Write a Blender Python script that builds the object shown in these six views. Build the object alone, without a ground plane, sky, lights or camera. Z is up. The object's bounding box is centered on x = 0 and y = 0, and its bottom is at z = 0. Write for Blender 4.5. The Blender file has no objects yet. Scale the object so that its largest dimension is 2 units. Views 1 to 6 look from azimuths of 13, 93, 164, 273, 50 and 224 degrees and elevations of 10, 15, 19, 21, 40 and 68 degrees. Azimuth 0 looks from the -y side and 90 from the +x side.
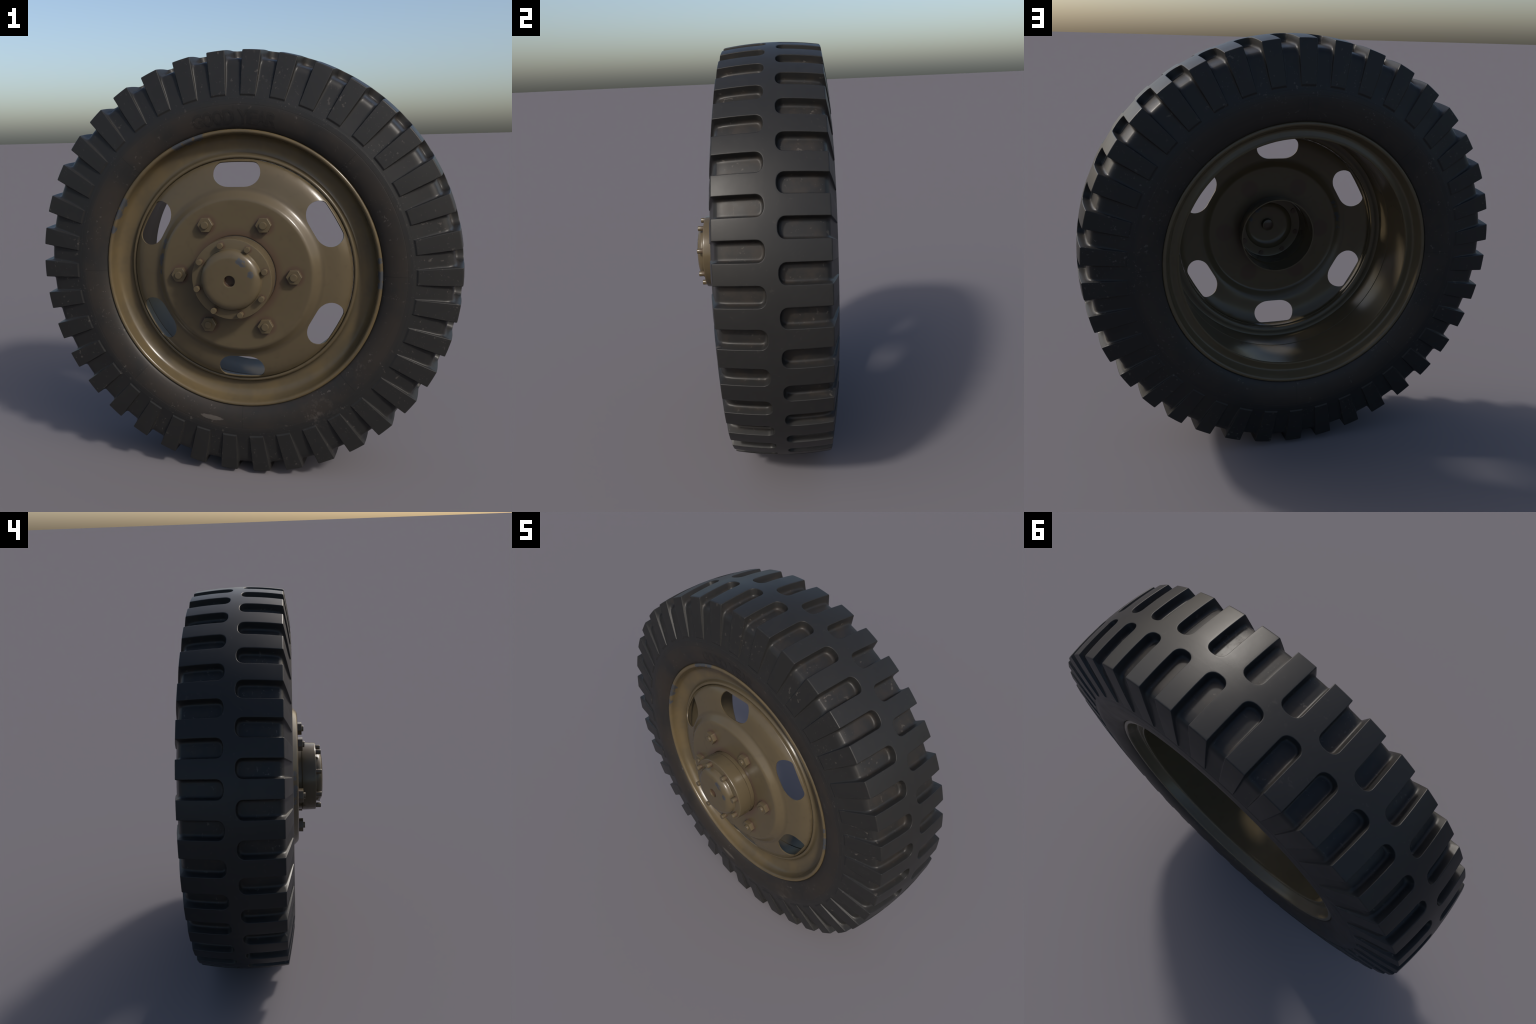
"""Old military truck wheel: bar-lug tyre, olive-drab steel disc wheel, hub with bolts.
Axle along y, wheel centre at z = 1, hub side faces -y."""
import bpy, bmesh, math
import numpy as np
from mathutils import Vector, Matrix

TAU = 2 * math.pi
CZ = 1.0                      # axle height
MID = 0.078                   # y of the tyre's middle plane
N_LUG = 38                    # lugs on each shoulder
PITCH = TAU / N_LUG


def coll_link(ob, parent=None):
    bpy.context.scene.collection.objects.link(ob)
    if parent:
        ob.parent = parent
    return ob


# =====================================================================
#  materials
# =====================================================================
class NT:
    """tiny helper to write node graphs as expressions"""
    def __init__(self, name):
        self.mat = bpy.data.materials.new(name)
        self.mat.use_nodes = True
        self.t = self.mat.node_tree
        self.bsdf = self.t.nodes["Principled BSDF"]
        g = self.n("ShaderNodeNewGeometry")
        self.pos = g.outputs["Position"]
        self.point = g.outputs["Pointiness"]
        s = self.n("ShaderNodeSeparateXYZ")
        self.link(self.pos, s.inputs[0])
        self.x, self.y = s.outputs[0], s.outputs[1]
        self.z = self.m("SUBTRACT", s.outputs[2], CZ)
        self.r = self.m("SQRT", self.m("ADD", self.m("MULTIPLY", self.x, self.x), self.m("MULTIPLY", self.z, self.z)))

    def n(self, kind):
        return self.t.nodes.new(kind)

    def link(self, a, b):
        self.t.links.new(a, b)

    def put(self, sock, v):
        if isinstance(v, bpy.types.NodeSocket):
            self.link(v, sock)
        elif isinstance(v, (tuple, list)) and len(v) == 3 and sock.type == "RGBA":
            sock.default_value = (*v, 1)
        else:
            sock.default_value = v

    def m(self, op, a, b=0.0, c=None, clamp=False):
        k = self.n("ShaderNodeMath")
        k.operation = op
        k.use_clamp = clamp
        self.put(k.inputs[0], a)
        self.put(k.inputs[1], b)
        if c is not None:
            self.put(k.inputs[2], c)
        return k.outputs[0]

    def step(self, v, a, b, smooth=True):
        """0 at a, 1 at b"""
        k = self.n("ShaderNodeMapRange")
        k.interpolation_type = "SMOOTHSTEP" if smooth else "LINEAR"
        self.put(k.inputs["Value"], v)
        flip = a > b
        k.inputs["From Min"].default_value = min(a, b)
        k.inputs["From Max"].default_value = max(a, b)
        k.inputs["To Min"].default_value = 1.0 if flip else 0.0
        k.inputs["To Max"].default_value = 0.0 if flip else 1.0
        return k.outputs["Result"]

    def noise(self, scale, detail=4.0, rough=0.55, vec=None, dist=0.0):
        k = self.n("ShaderNodeTexNoise")
        self.put(k.inputs["Vector"], vec if vec is not None else self.pos)
        k.inputs["Scale"].default_value = scale
        k.inputs["Detail"].default_value = detail
        k.inputs["Roughness"].default_value = rough
        k.inputs["Distortion"].default_value = dist
        return k.outputs["Fac"]

    def mapped(self, scale=(1, 1, 1), loc=(0, 0, 0)):
        k = self.n("ShaderNodeMapping")
        self.put(k.inputs["Vector"], self.pos)
        k.inputs["Scale"].default_value = scale
        k.inputs["Location"].default_value = loc
        return k.outputs[0]

    def voronoi(self, scale, vec=None):
        k = self.n("ShaderNodeTexVoronoi")
        self.put(k.inputs["Vector"], vec if vec is not None else self.pos)
        k.inputs["Scale"].default_value = scale
        return k.outputs["Distance"]

    def mix(self, f, a, b):
        k = self.n("ShaderNodeMix")
        k.data_type = "RGBA"
        self.put(k.inputs["Factor"], f)
        self.put(k.inputs["A"], a) if False else self.put(k.inputs[6], a)
        self.put(k.inputs[7], b)
        return k.outputs[2]

    def mul(self, *v):
        o = v[0]
        for w in v[1:]:
            o = self.m("MULTIPLY", o, w)
        return o

    def near(self, p, radius):
        """1 at point p falling to 0 at radius"""
        k = self.n("ShaderNodeVectorMath")
        k.operation = "DISTANCE"
        self.put(k.inputs[0], self.pos)
        k.inputs[1].default_value = p
        return self.step(k.outputs["Value"], radius, radius * 0.35)

    def fold(self, count, radius, phase=0.0):
        """distance (in the wheel plane) to the nearest of `count` places on a circle"""
        a = self.m("SUBTRACT", self.m("ARCTAN2", self.x, self.z), phase)
        w = TAU / count
        d = self.m("PINGPONG", a, w / 2)
        # pingpong about multiples of w: 0 on a place, w/2 between
        px = self.m("MULTIPLY", self.r, self.m("SINE", d))
        pz = self.m("SUBTRACT", self.m("MULTIPLY", self.r, self.m("COSINE", d)), radius)
        return self.m("SQRT", self.m("ADD", self.mul(px, px), self.mul(pz, pz)))

    def bump(self, h, strength, dist):
        k = self.n("ShaderNodeBump")
        k.inputs["Strength"].default_value = strength
        k.inputs["Distance"].default_value = dist
        self.put(k.inputs["Height"], h)
        self.link(k.outputs[0], self.bsdf.inputs["Normal"])

    def out(self, color, rough, spec=0.5, metal=0.0):
        self.put(self.bsdf.inputs["Base Color"], color)
        self.put(self.bsdf.inputs["Roughness"], rough)
        self.put(self.bsdf.inputs["Specular IOR Level"], spec)
        self.put(self.bsdf.inputs["Metallic"], metal)
        return self.mat


RUBBER = (0.0160, 0.0159, 0.0158)
RUBBER_BROWN = (0.0255, 0.0212, 0.0178)
DUST = (0.100, 0.089, 0.078)
PAINT = (0.073, 0.057, 0.0335)
PAINT_DARK = (0.055, 0.043, 0.026)
PAINT_LIGHT = (0.082, 0.064, 0.037)
RUST = (0.062, 0.036, 0.029)
STEEL = (0.041, 0.044, 0.049)


def rubber(name, letters=False):
    g = NT(name)
    big = g.noise(5.0, 4, 0.6)
    mid = g.noise(23.0, 5, 0.65)
    fine = g.noise(190.0, 3, 0.6)
    h = g.m("ABSOLUTE", g.m("SUBTRACT", g.y, MID))
    # the floor of the grooves across the crown holds brown dirt
    floor = g.mul(g.step(g.r, 0.986, 0.966), g.step(g.r, 0.925, 0.950), g.step(h, 0.225, 0.17))
    floor = g.mul(floor, g.step(g.noise(14.0, 4, 0.65), 0.40, 0.66))
    tread_top = g.mul(g.step(g.r, 0.970, 0.982), g.step(h, 0.222, 0.210))
    # lower sidewall is brown with dirt
    side = g.mul(g.step(g.r, 0.775, 0.735), g.step(big, 0.25, 0.60))
    brown = g.m("MAXIMUM", g.m("MULTIPLY", floor, 0.75), g.m("MULTIPLY", side, 0.9))
    col = g.mix(g.m("MULTIPLY", g.step(mid, 0.35, 0.75), 0.35), RUBBER, (0.0195, 0.0191, 0.0186))
    col = g.mix(brown, col, RUBBER_BROWN)
    # small pale scuffs, stretched along random directions, in clusters
    sp = g.noise(62.0, 2, 0.5, dist=0.4)
    cl = g.noise(11.0, 2, 0.5)
    scuff = g.mul(g.step(sp, 0.64, 0.71), g.step(cl, 0.46, 0.60))
    sp2 = g.noise(150.0, 1, 0.5)
    fleck = g.mul(g.step(sp2, 0.68, 0.74), g.step(g.noise(17.0, 2, 0.5), 0.50, 0.60))
    scuff = g.m("MAXIMUM", scuff, g.m("MULTIPLY", fleck, 0.8))
    # two larger worn patches low on the outer sidewall
    a, b = math.radians(192), math.radians(150)
    along = g.m("DIVIDE", g.m("MULTIPLY", g.m("SUBTRACT", g.m("ARCTAN2", g.x, g.z), a - TAU), 0.72), 0.052)
    across = g.m("DIVIDE", g.m("SUBTRACT", g.r, g.m("ADD", 0.7195, g.m("MULTIPLY", along, 0.002))), 0.012)
    w1 = g.m("SQRT", g.m("ADD", g.mul(along, along), g.mul(across, across)))
    w1 = g.m("ADD", w1, g.m("MULTIPLY", g.m("SUBTRACT", mid, 0.5), 1.3))
    w1 = g.mul(g.step(w1, 1.02, 0.86), g.step(g.y, 0.0, -0.1), 0.5)
    w2 = g.near((0.745 * math.sin(b), -0.172, CZ + 0.745 * math.cos(b)), 0.10)
    w2 = g.m("MAXIMUM", w2, g.near((0.68 * math.sin(math.radians(128.5)), -0.165, CZ + 0.68 * math.cos(math.radians(128.5))), 0.055))
    w2 = g.mul(w2, g.step(g.noise(30.0, 5, 0.7), 0.48, 0.70), 0.32)
    scuff = g.mul(scuff, g.m("SUBTRACT", 1.0, g.m("MULTIPLY", tread_top, 0.8)))
    pale = g.m("MAXIMUM", g.m("MULTIPLY", scuff, 0.42), g.m("MAXIMUM", w1, w2))
    col = g.mix(pale, col, DUST)
    # mould lines running out across the sidewall
    ang = g.m("PINGPONG", g.m("ARCTAN2", g.x, g.z), TAU / 16)
    line = g.mul(g.step(g.m("MULTIPLY", ang, g.r), 0.0022, 0.0008), g.step(g.r, 0.755, 0.745))
    col = g.mix(g.m("MULTIPLY", line, 0.6), col, (0.010, 0.010, 0.010))
    if letters:
        col = g.mix(0.32, col, (0.007, 0.007, 0.0075))
    rough = g.m("ADD", g.m("MULTIPLY", g.noise(9.0, 3, 0.6), 0.14), 0.33)
    rough = g.m("ADD", rough, g.m("MULTIPLY", pale, 0.2))
    rough = g.m("ADD", rough, g.m("MULTIPLY", brown, 0.08))
    g.bump(g.m("ADD", g.m("MULTIPLY", fine, 0.35), g.m("MULTIPLY", mid, 0.65)), 0.07, 0.003)
    return g.out(col, rough, 0.21)


def on_circle(r, deg, y):
    a = math.radians(deg)
    return (r * math.sin(a), y, CZ + r * math.cos(a))


def paint(name, rust_rings=(), chips=(), gutter=False, rust_deep=None, base_dark=None, hole=False, crease=False):
    """olive-drab paint; rust_rings = (count, circle radius, phase, inner, outer)"""
    g = NT(name)
    big = g.noise(4.5, 4, 0.6)
    mid = g.noise(26.0, 5, 0.6)
    col = g.mix(g.step(big, 0.35, 0.68), PAINT, g.mix(0.5, PAINT, PAINT_LIGHT))
    col = g.mix(g.m("MULTIPLY", g.step(mid, 0.52, 0.75), 0.35), col, PAINT_DARK)
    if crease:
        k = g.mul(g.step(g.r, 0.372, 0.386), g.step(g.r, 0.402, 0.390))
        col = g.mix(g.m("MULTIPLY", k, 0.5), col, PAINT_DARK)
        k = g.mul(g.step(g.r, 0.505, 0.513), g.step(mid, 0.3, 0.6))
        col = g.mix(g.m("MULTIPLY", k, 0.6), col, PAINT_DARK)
    if gutter:
        # ochre wash in the channel behind the lip
        och = g.mul(g.step(g.r, 0.535, 0.555), g.step(g.y, -0.03, -0.06), g.step(g.noise(7.0, 4, 0.6), 0.35, 0.62))
        col = g.mix(g.m("MULTIPLY", och, 0.6), col, (0.100, 0.073, 0.036))
        drk = g.mul(g.step(g.r, 0.565, 0.54), g.step(g.r, 0.532, 0.537), g.step(g.y, -0.03, -0.06))
        col = g.mix(g.m("MULTIPLY", drk, 0.55), col, (0.045, 0.038, 0.026))
    for count, rad, ph, ri, ro in rust_rings:
        d = g.fold(count, rad, ph)
        k = g.m("MULTIPLY", g.step(g.m("ADD", d, g.m("MULTIPLY", g.m("SUBTRACT", mid, 0.5), 0.012)), ro, ri), 0.6)
        if rad == 0.0:  # ring round the hub gap: dark red tint, limited to the front of the disc
            k = g.mul(k, g.step(g.y, -0.190, -0.197))
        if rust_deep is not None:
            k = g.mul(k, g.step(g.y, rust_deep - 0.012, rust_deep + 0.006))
        col = g.mix(k, col, RUST)
    chip = None
    if chips:
        for p, rad in chips:
            c = g.near(p, rad)
            chip = c if chip is None else g.m("MAXIMUM", chip, c)
        edge = g.noise(70.0, 5, 0.65)
        chip = g.step(g.m("ADD", chip, g.m("MULTIPLY", g.m("SUBTRACT", edge, 0.5), 3.2)), 0.62, 0.72)
        gate = None
        for p, rad in chips:
            c = g.near(p, rad * 1.15)
            gate = c if gate is None else g.m("MAXIMUM", gate, c)
        chip = g.mul(chip, g.step(gate, 0.02, 0.2))
        col = g.mix(chip, col, STEEL)
    rough = g.m("ADD", g.m("MULTIPLY", g.noise(8.0, 4, 0.6), 0.12), 0.18)
    if chip is not None:
        rough = g.m("ADD", rough, g.m("MULTIPLY", chip, 0.15))
    spec = 0.31
    if gutter:
        barrel = g.mul(g.step(g.y, -0.072, -0.066), g.step(g.r, 0.572, 0.568))
        spec = g.m("SUBTRACT", 0.31, g.m("MULTIPLY", barrel, 0.15))
    if hole:
        col = g.mix(g.m("MULTIPLY", g.mul(g.step(g.r, 0.0275, 0.0245), g.step(g.y, -0.328, -0.318)), 0.75), col, (0.040, 0.022, 0.018))
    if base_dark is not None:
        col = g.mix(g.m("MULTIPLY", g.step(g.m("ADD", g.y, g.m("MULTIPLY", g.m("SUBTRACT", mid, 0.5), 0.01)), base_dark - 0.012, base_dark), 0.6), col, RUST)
    g.bump(g.noise(120.0, 3, 0.5), 0.05, 0.002)
    return g.out(col, rough, spec)


MAT_RUBBER = rubber("rubber")
MAT_LETTER = rubber("moulded_letter_rubber", letters=True)
LIP_CHIPS = [(on_circle(0.637, d, -0.150), r) for d, r in ((-16, .045), (-20, .05), (-25, .045), (-60, .045), (-65, .04), (-72, .03), (84, .022), (90, .035), (94, .028))]
MAT_RIM = paint("olive_paint_rim", chips=LIP_CHIPS, gutter=True)
HAT_CHIPS = [(on_circle(0.368, d, -0.185), r) for d, r in ((-66, .026), (-70, .020), (-78, .030), (-82, .026), (-89, .022))]
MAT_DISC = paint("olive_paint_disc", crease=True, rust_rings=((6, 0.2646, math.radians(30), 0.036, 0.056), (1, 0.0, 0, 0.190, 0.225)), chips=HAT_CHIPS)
CAP_CHIPS = [(on_circle(0.098, d, -0.33), r) for d, r in ((26, .022), (37, .024), (72, .024))]
MAT_HUB = paint("olive_paint_hub", hole=True, rust_rings=((8, 0.158, math.radians(30), 0.013, 0.022), ), chips=CAP_CHIPS)
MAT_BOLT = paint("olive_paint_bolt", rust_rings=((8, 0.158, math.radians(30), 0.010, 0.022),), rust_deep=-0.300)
MAT_NUT = paint("olive_paint_fastener", base_dark=-0.2015)


# =====================================================================
#  tyre
# =====================================================================
def resample(pts, n):
    pts = np.asarray(pts, float)
    s = np.r_[0, np.cumsum(np.hypot(*np.diff(pts, axis=0).T))]
    u = np.linspace(0, s[-1], n)
    return np.c_[np.interp(u, s, pts[:, 0]), np.interp(u, s, pts[:, 1])]


def spline(ctrl, n=24):
    """Catmull-Rom (centripetal-ish) curve through 2D control points"""
    P = np.asarray(ctrl, float)
    P = np.vstack([2 * P[0] - P[1], P, 2 * P[-1] - P[-2]])
    out = []
    for i in range(1, len(P) - 2):
        p0, p1, p2, p3 = P[i - 1:i + 3]
        d = np.hypot(*(p2 - p1))
        m1 = (p2 - p0) / max(np.hypot(*(p2 - p1)) + np.hypot(*(p1 - p0)), 1e-9) * d
        m2 = (p3 - p1) / max(np.hypot(*(p2 - p1)) + np.hypot(*(p3 - p2)), 1e-9) * d
        for t in np.linspace(0, 1, n, endpoint=False):
            out.append((2 * t**3 - 3 * t**2 + 1) * p1 + (t**3 - 2 * t**2 + t) * m1 + (-2 * t**3 + 3 * t**2) * p2 + (t**3 - t**2) * m2)
    out.append(P[-2])
    return np.array(out)


CROWN_H, CROWN_R, DROP = 0.2175, 1.0, 0.017
GROOVE_TIP = 0.0225


def crown(h):
    return CROWN_R - DROP * (h / CROWN_H) ** 2


# outer (lug) profile as (h, r); h = distance from the middle plane
hh = np.linspace(0, CROWN_H - 0.004, 30)
outer = [(h, crown(h)) for h in hh]
C = np.array([CROWN_H, crown(CROWN_H)])
E_ = np.array([0.2487, 0.7950])
d_side = (E_ - C) / np.hypot(*(E_ - C))
p0 = np.array([CROWN_H - 0.004, crown(CROWN_H - 0.004)])
p2 = C + d_side * 0.004
outer += [tuple((1 - t) ** 2 * p0 + 2 * t * (1 - t) * C + t * t * p2) for t in (0.33, 0.67, 1.0)]
for t in np.linspace(0, 1, 24)[1:]:
    q = p2 + (E_ - p2) * t
    outer.append((q[0] + 0.0016 * math.sin(math.pi * t), q[1]))
OUT = resample(outer, 1500)
OUT_S = np.r_[0, np.cumsum(np.hypot(*np.diff(OUT, axis=0).T))]
A_END = OUT_S[-1]
A_CORNER = OUT_S[np.argmin(np.hypot(*(OUT - C).T))]

# groove floor profile: crown part, round shoulder, then running out to the sidewall
floor_crown = [(h, crown(h) - 0.0375) for h in np.linspace(0, 0.178, 20)]
floor_side = spline([(0.178, crown(0.178) - 0.0375), (0.193, 0.9475), (0.2055, 0.9385), (0.2145, 0.924), (0.2195, 0.903), (0.2270, 0.868), (0.2365, 0.826), (0.2455, 0.7885)], 12)
k_mid = int(np.argmin(np.hypot(*(floor_side - np.array([0.2055, 0.9385])).T)))
FL1 = resample(np.vstack([floor_crown, floor_side[1:k_mid + 1]]), 600)
FL2 = resample(floor_side[k_mid:], 600)


def O_at(a):
    return np.array([np.interp(a, OUT_S, OUT[:, 0]), np.interp(a, OUT_S, OUT[:, 1])])


def F_at(a):
    if a <= A_CORNER:
        # crown: keep walls upright, ease to the middle of the shoulder towards the corner
        u = a / A_CORNER
        return np.array([np.interp(u, np.linspace(0, 1, 600), FL1[:, 0]), np.interp(u, np.linspace(0, 1, 600), FL1[:, 1])])
    u = (a - A_CORNER) / (A_END - A_CORNER)
    return np.array([np.interp(u, np.linspace(0, 1, 600), FL2[:, 0]), np.interp(u, np.linspace(0, 1, 600), FL2[:, 1])])


def P_at(a, f, drop=0.0):
    o, fl = O_at(a), F_at(a)
    return o + (fl - o) * f


# slot outline in plan: straight radial sides, rounded tip
TH_W = math.radians(2.40)     # half width of a groove, as an angle
TIP_W = TH_W * crown(0.06)
TIP_L = 0.034
EXPO = 2.35


def slot_outline():
    pts = []   # (a, half-angle, normal_a, normal_x) going from tip to sidewall
    for p in np.linspace(0, math.pi / 2, 12):
        c, s = abs(math.cos(p)) ** (2 / EXPO), abs(math.sin(p)) ** (2 / EXPO)
        a, x = GROOVE_TIP + TIP_L * (1 - c), TIP_W * s
        na, nx = (c ** (EXPO - 1)) / TIP_L, (s ** (EXPO - 1)) / TIP_W
        L = math.hypot(na, nx)
        pts.append((a, x, na / L, -nx / L))
    n_tip = len(pts)
    start = pts[-1][0]
    stops = list(np.linspace(start, A_CORNER - 0.012, 8)[1:])
    stops += list(A_CORNER + np.array([-0.007, -0.004, -0.002, 0, 0.002, 0.004, 0.008, 0.016, 0.026]))
    stops += list(np.linspace(A_CORNER + 0.038, A_END - 0.010, 9))
    stops += [A_END - 0.004, A_END - 0.0016, A_END - 0.0005, A_END, A_END]
    for a in stops:
        x = TH_W * O_at(a)[1]
        pts.append((a, x, 0.0, -1.0))
    return pts, n_tip


SLOT, N_TIP = slot_outline()
N_ROW = len(SLOT)
# extra depth fraction of the last rows (inner end of each lug steps down to the sidewall)
ROW_F = np.zeros(N_ROW)
ROW_F[-3:] = (0.10, 0.45, 1.0)
# rings round the slot edge: (inward offset, depth, is_fraction)
RINGS = [(-0.0022, 0.0), (-0.0007, 0.0003), (0.0004, 0.0014), (0.0010, 0.0034), (0.0030, 0.60), (0.0042, 0.78), (0.0066, 0.90), (0.0105, 0.975), (0.0150, 1.0)]
KO, KF = 4, 4                 # columns on each half lug, columns over half a floor

verts, faces, kinds = [], [], []   # kinds: 0 tread, 1 sidewall, 2.. lug id


def add(a, x_ang, f, front, base_ang):
    h, r = P_at(a, f)
    return add_hr(h, r, x_ang, front, base_ang)


def add_hr(h, r, x_ang, front, base_ang):
    y = MID - h if front else MID + h
    t = base_ang + x_ang
    verts.append((r * math.sin(t), y, CZ + r * math.cos(t)))
    return len(verts) - 1


def ring_point(i, j):
    """plan position (a, half-angle) and depth fraction of ring j at outline point i"""
    a, x, na, nx = SLOT[i]
    off, dep = RINGS[j]
    depth = max(np.hypot(*(F_at(a) - O_at(a))), 1e-6)
    k = min(1.0, max(depth / 0.030, 0.08))
    off *= k if off > 0 else 0.75 + 0.25 * k
    f = dep if j >= 4 else min(dep * min(1, k * 2) / depth, 0.5)
    aa, xx = a + na * off, max(x + nx * off, 0.0)
    rr = O_at(aa)[1]
    f = max(f, ROW_F[i])
    return min(aa, A_END), (xx / rr if i else 0.0), f


# rows of one pitch, evaluated once in plan: list of (h, r, angle) per row
def pitch_rows():
    rows = []
    ring0 = [ring_point(i, 0) for i in range(N_ROW)]
    for a in (0.0, (GROOVE_TIP - 0.0022) * 0.5):
        rows.append([(a, t, 0.0) for t in np.linspace(-PITCH / 2, PITCH / 2, 2 * KO + 1)])
    grid = []
    for i in range(N_ROW):
        a0, t0, _ = ring0[i]
        left_out = [(a0, -PITCH / 2 + (PITCH / 2 - t0) * k / KO, ROW_F[i]) for k in range(KO)]
        left_ring = [(q[0], -q[1], q[2]) for q in (ring_point(i, j) for j in range(len(RINGS)))]
        last = left_ring[-1]
        flo = [(last[0], last[1] * (1 - k / KF), last[2]) for k in range(1, KF)] + [(last[0], 0.0, last[2])]
        half = left_out + left_ring + flo
        full = half + [(a, -t, f) for a, t, f in half[-2::-1]]
        grid.append(full)
    return rows, grid


HEAD, GRID = pitch_rows()
HALF = KO + len(RINGS) + KF - 1
SIDE_CTRL = [(0.2455, 0.7885), (0.2477, 0.7785), (0.2482, 0.7772), (0.2480, 0.7762), (0.2487, 0.7745), (0.2503, 0.7620),
             (0.2511, 0.7530), (0.2508, 0.7518), (0.2513, 0.7502), (0.2516, 0.7400), (0.2508, 0.7200), (0.2480, 0.7000),
             (0.2425, 0.6790), (0.2350, 0.6620), (0.2260, 0.6500), (0.2150, 0.6450), (0.1800, 0.6420), (0.0900, 0.6400), (0.0, 0.6400)]
SIDE = spline(SIDE_CTRL, 3)
if True:
    last_h, last_r = P_at(SLOT[-1][0], 1.0)
for front in (True, False):
    shift = 0.0 if front else PITCH / 2
    for p in range(N_LUG):
        base = p * PITCH + shift
        head = [[add(a, t, f, front, base) for a, t, f in row] for row in HEAD]
        body = [[add(a, t, f, front, base) for a, t, f in row] for row in GRID]

        def quad(q, kind):
            q2 = []
            for v in q:
                if v not in q2:
                    q2.append(v)
            if len(q2) > 2:
                faces.append(tuple(q2 if front else q2[::-1]))
                kinds.append(kind)
        # centre rib
        for ra, rb in zip(head[:-1], head[1:]):
            for k in range(2 * KO):
                quad((ra[k], ra[k + 1], rb[k + 1], rb[k]), 0)
        # tip row: only the outermost ring point counts in the middle
        W = len(body[0])
        tip = body[0][:KO] + [body[0][KO]] + body[0][W - KO:]
        for k in range(2 * KO):
            quad((head[-1][k], head[-1][k + 1], tip[k + 1], tip[k]), 0)
        lug_l, lug_r = p, (p + 1) % N_LUG       # lug at the left / right pitch boundary
        off = 2 if front else 2 + N_LUG
        n_wall = KO + len(RINGS) - 1
        for i in range(N_ROW - 1):
            ra, rb = body[i], body[i + 1]
            for k in range(W - 1):
                straight = i >= N_TIP - 1
                if straight and k < n_wall:
                    kind = off + lug_l
                elif straight and k >= W - 1 - n_wall:
                    kind = off + lug_r
                else:
                    kind = 0
                quad((ra[k], ra[k + 1], rb[k + 1], rb[k]), kind)
        # sidewall below the lugs
        angs = [t for _, t, _ in GRID[-1]]
        prev = body[-1]
        keep = [0]
        for k in range(1, W):
            if angs[k] - angs[keep[-1]] > 1e-9:
                keep.append(k)
        for h, r in SIDE[1:]:
            if not front:
                # the back lip is a little smaller, so the bead sits lower
                r -= 0.0095 * min(max((0.70 - r) / 0.05, 0.0), 1.0)
            row = [add_hr(h, r, t, front, base) for t in angs]
            for k in range(W - 1):
                quad((prev[k], prev[k + 1], row[k + 1], row[k]), 1)
            prev = row

V = np.array(verts)
key = np.round(V * 2e5).astype(np.int64)
_, first, inv = np.unique(key, axis=0, return_index=True, return_inverse=True)
inv = inv.ravel()
V = V[first]
F2, K2 = [], []
for f, k in zip(faces, kinds):
    g = []
    for v in inv[list(f)]:
        if v not in g:
            g.append(int(v))
    if len(g) > 2:
        F2.append(g)
        K2.append(k)

# whole-body vertex normals, weighted by face area
VN = np.zeros_like(V)
for f in F2:
    p = V[f]
    n = np.zeros(3)
    for i in range(1, len(f) - 1):
        n += np.cross(p[i] - p[0], p[i + 1] - p[0])
    for v in f:
        VN[v] += n
VN /= np.maximum(np.linalg.norm(VN, axis=1, keepdims=True), 1e-12)
# make sure they point out (compare with the crown)
top = np.argmax(V[:, 2])
FLIP = VN[top, 2] < 0
if FLIP:
    VN = -VN
    F2 = [f[::-1] for f in F2]


def part_from(faces_, name, mat, parent):
    used = np.unique(np.concatenate([np.array(f) for f in faces_]))
    remap = {int(v): i for i, v in enumerate(used)}
    me = bpy.data.meshes.new(name)
    me.from_pydata(V[used].tolist(), [], [[remap[v] for v in f] for f in faces_])
    me.materials.append(mat)
    me.polygons.foreach_set("use_smooth", [True] * len(me.polygons))
    me.update()
    me.normals_split_custom_set_from_vertices([tuple(n) for n in VN[used]])
    return coll_link(bpy.data.objects.new(name, me), parent)


wheel = bpy.data.objects.new("truck_wheel", None)
wheel["label"] = "old military truck wheel with chunky bar-lug tyre and olive-drab steel rim"
wheel["category"] = "truck wheel"
coll_link(wheel)

groups = {}
for f, k in zip(F2, K2):
    groups.setdefault(k, []).append(f)
tyre = part_from(groups[1], "tyre", MAT_RUBBER, wheel)
part_from(groups[0], "tread", MAT_RUBBER, tyre)
for k in sorted(groups):
    if k >= 2:
        part_from(groups[k], "tread_lug", MAT_RUBBER, tyre)


# =====================================================================
#  lathe helpers
# =====================================================================
def finish_mesh(ob, angle=35):
    me = ob.data
    me.polygons.foreach_set("use_smooth", [True] * len(me.polygons))
    me.set_sharp_from_angle(angle=math.radians(angle))
    return ob


def lathe(name, prof, seg, mat, parent, closed=False, angle=38):
    """revolve (y, r) profile about the axle"""
    bm = bmesh.new()
    rings = []
    for y, r in prof:
        if r < 1e-6:
            rings.append([bm.verts.new((0, y, CZ))])
        else:
            rings.append([bm.verts.new((r * math.sin(TAU * k / seg), y, CZ + r * math.cos(TAU * k / seg))) for k in range(seg)])
    n = len(rings)
    for i in range(n if closed else n - 1):
        a, b = rings[i], rings[(i + 1) % n]
        for k in range(seg):
            k2 = (k + 1) % seg
            q = [a[k % len(a)], a[k2 % len(a)], b[k2 % len(b)], b[k % len(b)]]
            u = []
            for v in q:
                if v not in u:
                    u.append(v)
            if len(u) > 2:
                bm.faces.new(u)
    bmesh.ops.recalc_face_normals(bm, faces=bm.faces)
    me = bpy.data.meshes.new(name)
    bm.to_mesh(me)
    bm.free()
    me.materials.append(mat)
    ob = coll_link(bpy.data.objects.new(name, me), parent)
    return finish_mesh(ob, angle)


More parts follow.
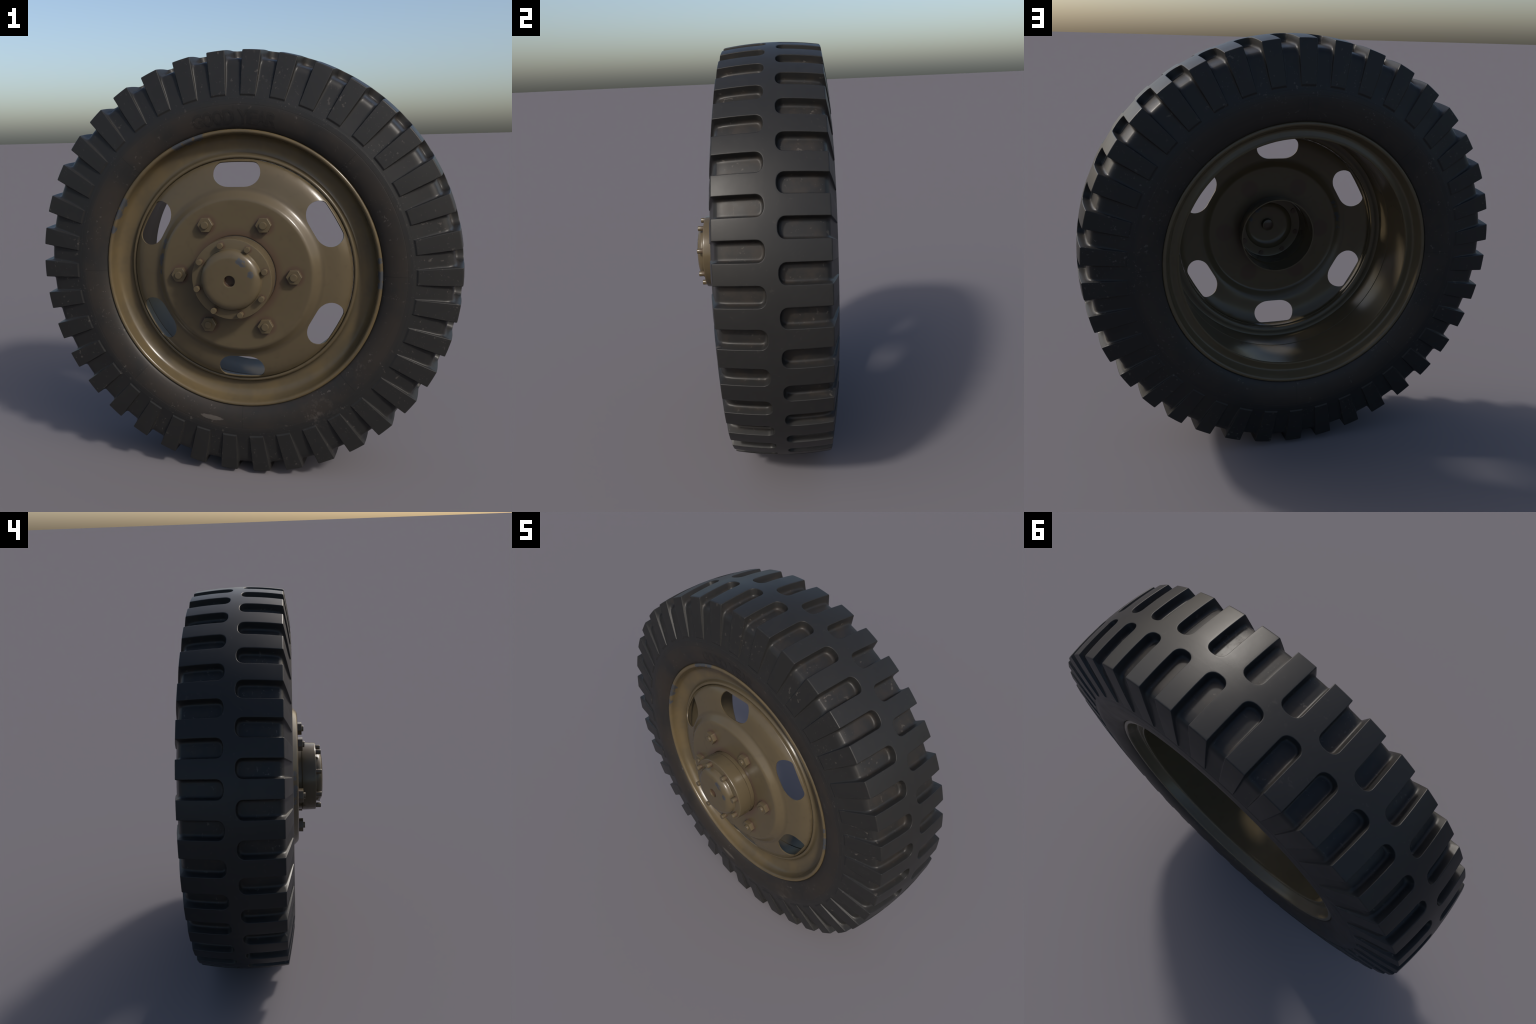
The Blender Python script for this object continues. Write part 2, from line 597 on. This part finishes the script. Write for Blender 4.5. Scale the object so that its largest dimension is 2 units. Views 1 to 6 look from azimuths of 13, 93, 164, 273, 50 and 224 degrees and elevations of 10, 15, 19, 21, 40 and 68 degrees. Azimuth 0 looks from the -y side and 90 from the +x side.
# ---------------- rim: front gutter, barrel and back flange, one closed section
rim_front = spline([(-0.115, 0.6340), (-0.134, 0.6460), (-0.1455, 0.6470), (-0.1520, 0.6410), (-0.1520, 0.6335), (-0.1455, 0.6275),
                    (-0.125, 0.6220), (-0.108, 0.6140), (-0.096, 0.6000), (-0.0895, 0.5800), (-0.0885, 0.5560), (-0.0920, 0.5425),
                    (-0.1020, 0.5362), (-0.1090, 0.5318), (-0.1115, 0.5260), (-0.1090, 0.5200), (-0.1010, 0.5168), (-0.0900, 0.5170), (-0.0810, 0.5190), (-0.0770, 0.5250), (-0.0745, 0.5330)], 5)
rim_barrel = [(-0.0735, 0.5400), (-0.073, 0.5560), (-0.070, 0.5605), (-0.055, 0.5615), (0.036, 0.5615), (0.0420, 0.5616), (0.0432, 0.5642), (0.0468, 0.5642), (0.0480, 0.5616), (0.053, 0.5610), (0.150, 0.5600)]
rim_back = spline([(0.238, 0.5570), (0.2510, 0.5560), (0.2570, 0.5575), (0.2585, 0.5625), (0.2560, 0.5720), (0.2530, 0.5850), (0.2520, 0.5950), (0.2545, 0.6000),
                   (0.2620, 0.6040), (0.2720, 0.6080), (0.2840, 0.6130), (0.2940, 0.6165), (0.3000, 0.6190), (0.3035, 0.6240), (0.3035, 0.6310), (0.2990, 0.6365), (0.2900, 0.6365), (0.2780, 0.6310)], 5)
rim_hidden = [(0.262, 0.617), (0.246, 0.606), (0.242, 0.575), (-0.058, 0.575), (-0.070, 0.590), (-0.085, 0.610), (-0.098, 0.622)]
rim = lathe("rim", list(map(tuple, rim_front)) + rim_barrel + list(map(tuple, rim_back)) + rim_hidden, 192, MAT_RIM, wheel, closed=True, angle=50)

# ---------------- pressed disc with six hand holes
disc_ctrl = [(0.1885, -0.086), (0.1880, -0.120), (0.1860, -0.165), (0.1815, -0.1890), (0.1798, -0.1950), (0.1822, -0.1988), (0.192, -0.2000), (0.225, -0.2000), (0.300, -0.2000),
             (0.3330, -0.2000), (0.3430, -0.1990), (0.3515, -0.1948), (0.3600, -0.1870), (0.3700, -0.1772), (0.3790, -0.1695), (0.3880, -0.1645), (0.4000, -0.1605),
             (0.425, -0.1560), (0.450, -0.1510), (0.475, -0.1435), (0.495, -0.1335), (0.5070, -0.1240), (0.5140, -0.1165), (0.5163, -0.1060), (0.5163, -0.0950)]
DP = spline(disc_ctrl, 8)
dist = np.r_[0, np.cumsum(np.hypot(*np.diff(DP, axis=0).T))]


def disc_y(r):
    # front face only (r grows monotonically up to the flange)
    k = DP[:, 0].argmax()
    lo = DP[:k + 1]
    i0 = lo[:, 0].argmin()
    return float(np.interp(r, lo[i0:, 0], lo[i0:, 1]))


R_IN, R_OUT = 0.386, 0.5132
V_C, HW, VH = 0.4495, 0.1085, 0.0558      # hand-hole centre, half width, half height
RXI, RYI, RXO, RYO = 0.072, 0.0600, 0.036, 0.0480   # corner radii, inner and outer


def hole_outline(nc=7, ns=7, na=4):
    """(x, v) points, closed; symmetric about x = 0; outer edge follows the rim's curve"""
    right = []
    # outer edge from centre to the corner
    xo = HW - RXO
    sag = lambda x: VH - (x * x) / (2 * 1.05)
    for x in np.linspace(0, xo, ns, endpoint=False):
        right.append((x, sag(x)))
    for a in np.linspace(math.pi / 2, 0, nc):
        right.append((xo + RXO * math.cos(a), sag(xo) - RYO + RYO * math.sin(a)))
    xi = HW - RXI
    for a in np.linspace(0, -math.pi / 2, nc + 2)[0:]:
        right.append((xi + RXI * math.cos(a), -VH + RYI + RYI * math.sin(a)))
    for x in np.linspace(xi, 0, na + 1)[1:]:
        right.append((x, -VH))
    left = [(-x, v) for x, v in right[-2:0:-1]]
    return right + left


HOLE = hole_outline()
SECT = math.radians(60)
bm = bmesh.new()


def disc_vert(t, r, y=None):
    return bm.verts.new((r * math.sin(t), disc_y(r) if y is None else y, CZ + r * math.cos(t)))


# sector frame nodes matching the hole nodes one to one
n_h = len(HOLE)
frame = []
for i, (x, v) in enumerate(HOLE):
    th = math.atan2(x, V_C + v)
    frame.append(th)
half_n = n_h // 2
frame_pts = []
right_idx = list(range(0, half_n + 1))
# split right side nodes: some to the outer edge, some to the side, some to the inner edge
n_out, n_side = 12, 5
for i in right_idx:
    if i <= n_out:
        frame_pts.append((frame[i] * 1.1 if i <= 8 else frame[8] * 1.1 + (SECT / 2 - frame[8] * 1.1) * (i - 8) / (n_out - 8), R_OUT))
    elif i < n_out + n_side:
        frame_pts.append((SECT / 2, R_OUT + (R_IN - R_OUT) * (i - n_out) / n_side))
    else:
        k = (i - n_out - n_side) / (half_n - n_out - n_side)
        frame_pts.append((SECT / 2 * (1 - k), R_IN))
frame_pts += [(-t, r) for t, r in frame_pts[-2:0:-1]]
BL = [0, 0.03, 0.10, 0.22, 0.38, 0.56, 0.78, 1.0]
inner_t, outer_t = [], []
for s in range(6):
    base = s * SECT
    loops = []
    for b in BL:
        row = []
        for (x, v), (ft, fr) in zip(HOLE, frame_pts):
            ht, hr = math.atan2(x, V_C + v), math.hypot(x, V_C + v)
            row.append(disc_vert(base + ht + (ft - ht) * b, hr + (fr - hr) * b))
        loops.append(row)
    for a, c in zip(loops[:-1], loops[1:]):
        for k in range(n_h):
            k2 = (k + 1) % n_h
            bm.faces.new((a[k], a[k2], c[k2], c[k]))
    for t, r in frame_pts:
        if abs(r - R_IN) < 1e-9:
            inner_t.append(base + t)
        if abs(r - R_OUT) < 1e-9:
            outer_t.append(base + t)


def uniq(ts):
    ts = sorted({round(t % TAU, 7) for t in ts})
    if ts and TAU - ts[-1] + ts[0] < 1e-5:
        ts = ts[:-1]
    return ts


i_in = [i for i in range(len(DP)) if DP[i, 0] < R_IN - 0.001 and DP[i, 1] < -0.155 or i < 30 and DP[i, 0] < 0.3]
kmax = DP[:, 0].argmax()
path_in = [(r, y) for r, y in DP if r < R_IN - 0.001][::-1]
path_out = [(r, y) for i, (r, y) in enumerate(DP) if (r > R_OUT + 0.0002 and i <= kmax) or i > kmax]
for ts, path, r0 in ((uniq(inner_t), path_in, R_IN), (uniq(outer_t), path_out, R_OUT)):
    prev = [disc_vert(t, r0) for t in ts]
    for r, y in path:
        row = [disc_vert(t, r, y) for t in ts]
        for k in range(len(ts)):
            k2 = (k + 1) % len(ts)
            bm.faces.new((prev[k], prev[k2], row[k2], row[k]))
        prev = row
bmesh.ops.remove_doubles(bm, verts=bm.verts, dist=1e-5)
bmesh.ops.recalc_face_normals(bm, faces=bm.faces)
bm.faces.ensure_lookup_table()
# all normals towards the hub side (-y) on the flat of the hat
ref = min(bm.faces, key=lambda f: f.calc_center_median().y)
if ref.normal.y > 0:
    bmesh.ops.reverse_faces(bm, faces=bm.faces)
me = bpy.data.meshes.new("wheel_disc")
bm.to_mesh(me)
bm.free()
me.materials.append(MAT_DISC)
disc = coll_link(bpy.data.objects.new("wheel_disc", me), wheel)
sol = disc.modifiers.new("thickness", "SOLIDIFY")
sol.thickness = 0.0055
sol.offset = -1
sol.use_even_offset = False
dg = bpy.context.evaluated_depsgraph_get()
solid = bpy.data.meshes.new_from_object(disc.evaluated_get(dg))
disc.modifiers.clear()
disc.data = solid
solid.name = "wheel_disc"
finish_mesh(disc, 50)

# ---------------- hub: one thin shell with a domed cap
hub_out = [(-0.3020, 0.0), (-0.3020, 0.0225), (-0.3030, 0.0236), (-0.3275, 0.0246), (-0.3288, 0.0251), (-0.3295, 0.0264), (-0.3295, 0.0290), (-0.3295, 0.0700), (-0.3293, 0.0980), (-0.3280, 0.1085), (-0.3245, 0.1180),
           (-0.3190, 0.1262), (-0.3115, 0.1325), (-0.3030, 0.1355), (-0.2965, 0.1362), (-0.2940, 0.1375), (-0.2935, 0.1400),
           (-0.2935, 0.1760), (-0.2928, 0.1785), (-0.2905, 0.1800), (-0.2860, 0.1804), (-0.2250, 0.1822), (-0.2215, 0.1816), (-0.2195, 0.1800), (-0.2185, 0.1788), (-0.2100, 0.1785), (-0.1840, 0.1785)]
hub_in = [(-0.1840, 0.1772), (-0.2200, 0.1768), (-0.2215, 0.1770), (-0.2835, 0.1750), (-0.2855, 0.1690), (-0.2855, 0.1300), (-0.2990, 0.1270), (-0.3110, 0.1190), (-0.3190, 0.1060), (-0.3215, 0.0920),
          (-0.3215, 0.0330), (-0.2960, 0.0305), (-0.2945, 0.0285), (-0.2945, 0.0)]
hub = lathe("hub", hub_out + hub_in, 96, MAT_HUB, wheel, angle=40)


# ---------------- fasteners
def mesh_ob(name, me, parent, loc):
    ob = coll_link(bpy.data.objects.new(name, me), parent)
    ob.location = loc
    return ob


def small_lathe(name, prof, seg, mat, angle=30):
    bm = bmesh.new()
    rows = []
    for y, r in prof:
        rows.append([bm.verts.new((0, y, 0))] if r < 1e-6 else [bm.verts.new((r * math.sin(TAU * k / seg), y, r * math.cos(TAU * k / seg))) for k in range(seg)])
    for a, b in zip(rows[:-1], rows[1:]):
        for k in range(seg):
            q = [a[k % len(a)], a[(k + 1) % seg % len(a)], b[(k + 1) % seg % len(b)], b[k % len(b)]]
            u = []
            for v in q:
                if v not in u:
                    u.append(v)
            if len(u) > 2:
                bm.faces.new(u)
    bmesh.ops.recalc_face_normals(bm, faces=bm.faces)
    me = bpy.data.meshes.new(name)
    bm.to_mesh(me)
    bm.free()
    me.materials.append(mat)
    me.polygons.foreach_set("use_smooth", [True] * len(me.polygons))
    me.set_sharp_from_angle(angle=math.radians(angle))
    return me


def hex_nut(name, R, height, mat):
    """hexagonal nut, corners left and right, top edge chamfered"""
    bm = bmesh.new()
    rows = []
    for y, k in ((0.003, 1.0), (-height + 0.0035, 1.0), (-height + 0.0009, 0.985), (-height, 0.945)):
        rows.append([bm.verts.new((R * k * math.cos(TAU * i / 6), y, R * k * math.sin(TAU * i / 6))) for i in range(6)])
    for a, b in zip(rows[:-1], rows[1:]):
        for i in range(6):
            bm.faces.new((a[i], a[(i + 1) % 6], b[(i + 1) % 6], b[i]))
    bm.faces.new(rows[-1])
    bm.faces.new(rows[0])
    bmesh.ops.recalc_face_normals(bm, faces=bm.faces)
    vert_edges = [e for e in bm.edges if e.verts[0].co.y > 0 > e.verts[1].co.y or e.verts[1].co.y > 0 > e.verts[0].co.y]
    bmesh.ops.bevel(bm, geom=vert_edges, offset=0.0015, segments=2, affect="EDGES", profile=0.5)
    me = bpy.data.meshes.new(name)
    bm.to_mesh(me)
    bm.free()
    me.materials.append(mat)
    me.polygons.foreach_set("use_smooth", [True] * len(me.polygons))
    me.set_sharp_from_angle(angle=math.radians(25))
    return me


nut_me = hex_nut("wheel_nut", 0.0362, 0.0245, MAT_NUT)
stud_me = small_lathe("wheel_stud", [(0.004, 0.0164), (-0.0330, 0.0164), (-0.0341, 0.0158), (-0.0345, 0.0146), (-0.0345, 0.0132), (-0.0345, 0.0)], 24, MAT_NUT)
for k in range(6):
    a = math.radians(30 + 60 * k)
    p = (0.2646 * math.sin(a), -0.2000, CZ + 0.2646 * math.cos(a))
    mesh_ob("wheel_nut", nut_me, disc, p)
    mesh_ob("wheel_stud", stud_me, disc, p)
bolt_me = small_lathe("hub_bolt", [(0.013, 0.0), (0.013, 0.0120), (0.010, 0.0128), (-0.0265, 0.0132), (-0.0276, 0.0127), (-0.0280, 0.0117), (-0.0280, 0.0102), (-0.0280, 0.0)], 20, MAT_BOLT)
for k in range(8):
    a = math.radians(30 + 45 * k)
    mesh_ob("hub_bolt", bolt_me, hub, (0.158 * math.sin(a), -0.2935, CZ + 0.158 * math.cos(a)))


# ---------------- raised lettering on the outer sidewall
side_r = SIDE[:, 1][::-1]
side_h = SIDE[:, 0][::-1]


def side_y(r):
    return MID - float(np.interp(r, side_r, side_h))


def letter(ch, deg, width=0.047, r0=0.6695, r1=0.7305):
    cu = bpy.data.curves.new("letter", "FONT")
    cu.body = ch
    cu.offset = 0.03
    tmp = bpy.data.objects.new("tmp_letter", cu)
    bpy.context.scene.collection.objects.link(tmp)
    d = bpy.context.evaluated_depsgraph_get()
    me = bpy.data.meshes.new_from_object(tmp.evaluated_get(d))
    bpy.data.objects.remove(tmp)
    bpy.data.curves.remove(cu)
    b = bmesh.new()
    b.from_mesh(me)
    bpy.data.meshes.remove(me)
    xs = [v.co.x for v in b.verts]
    ys = [v.co.y for v in b.verts]
    x0, x1, y0, y1 = min(xs), max(xs), min(ys), max(ys)
    for v in b.verts:
        v.co = Vector(((v.co.x - (x0 + x1) / 2) / (x1 - x0), (v.co.y - y0) / (y1 - y0), 0))
    for k in range(1, 10):
        bmesh.ops.bisect_plane(b, geom=b.verts[:] + b.edges[:] + b.faces[:], plane_co=(0, k / 10, 0), plane_no=(0, 1, 0))
    for k in range(-1, 2):
        bmesh.ops.bisect_plane(b, geom=b.verts[:] + b.edges[:] + b.faces[:], plane_co=(k * 0.25, 0, 0), plane_no=(1, 0, 0))
    bmesh.ops.remove_doubles(b, verts=b.verts, dist=1e-4)
    top_faces = b.faces[:]
    ext = bmesh.ops.extrude_face_region(b, geom=top_faces)
    low = [v for v in ext["geom"] if isinstance(v, bmesh.types.BMVert)]
    for v in low:
        v.co.z = -1
    for v in b.verts:
        r = r0 + (r1 - r0) * v.co.y
        a = math.radians(deg) + v.co.x * width / 0.70
        y = side_y(r) - (0.0010 if v.co.z > -0.5 else -0.004)
        v.co = Vector((r * math.sin(a), y, CZ + r * math.cos(a)))
    bmesh.ops.recalc_face_normals(b, faces=b.faces)
    out = bpy.data.meshes.new("moulded_letter")
    b.to_mesh(out)
    b.free()
    out.materials.append(MAT_LETTER)
    return finish_mesh(coll_link(bpy.data.objects.new("moulded_letter", out), tyre), 30)


for ch, deg in zip("GOODYEAR", (-13.4, -9.6, -5.75, -1.85, 3.5, 6.95, 10.4, 14.0)):
    letter(ch, deg)
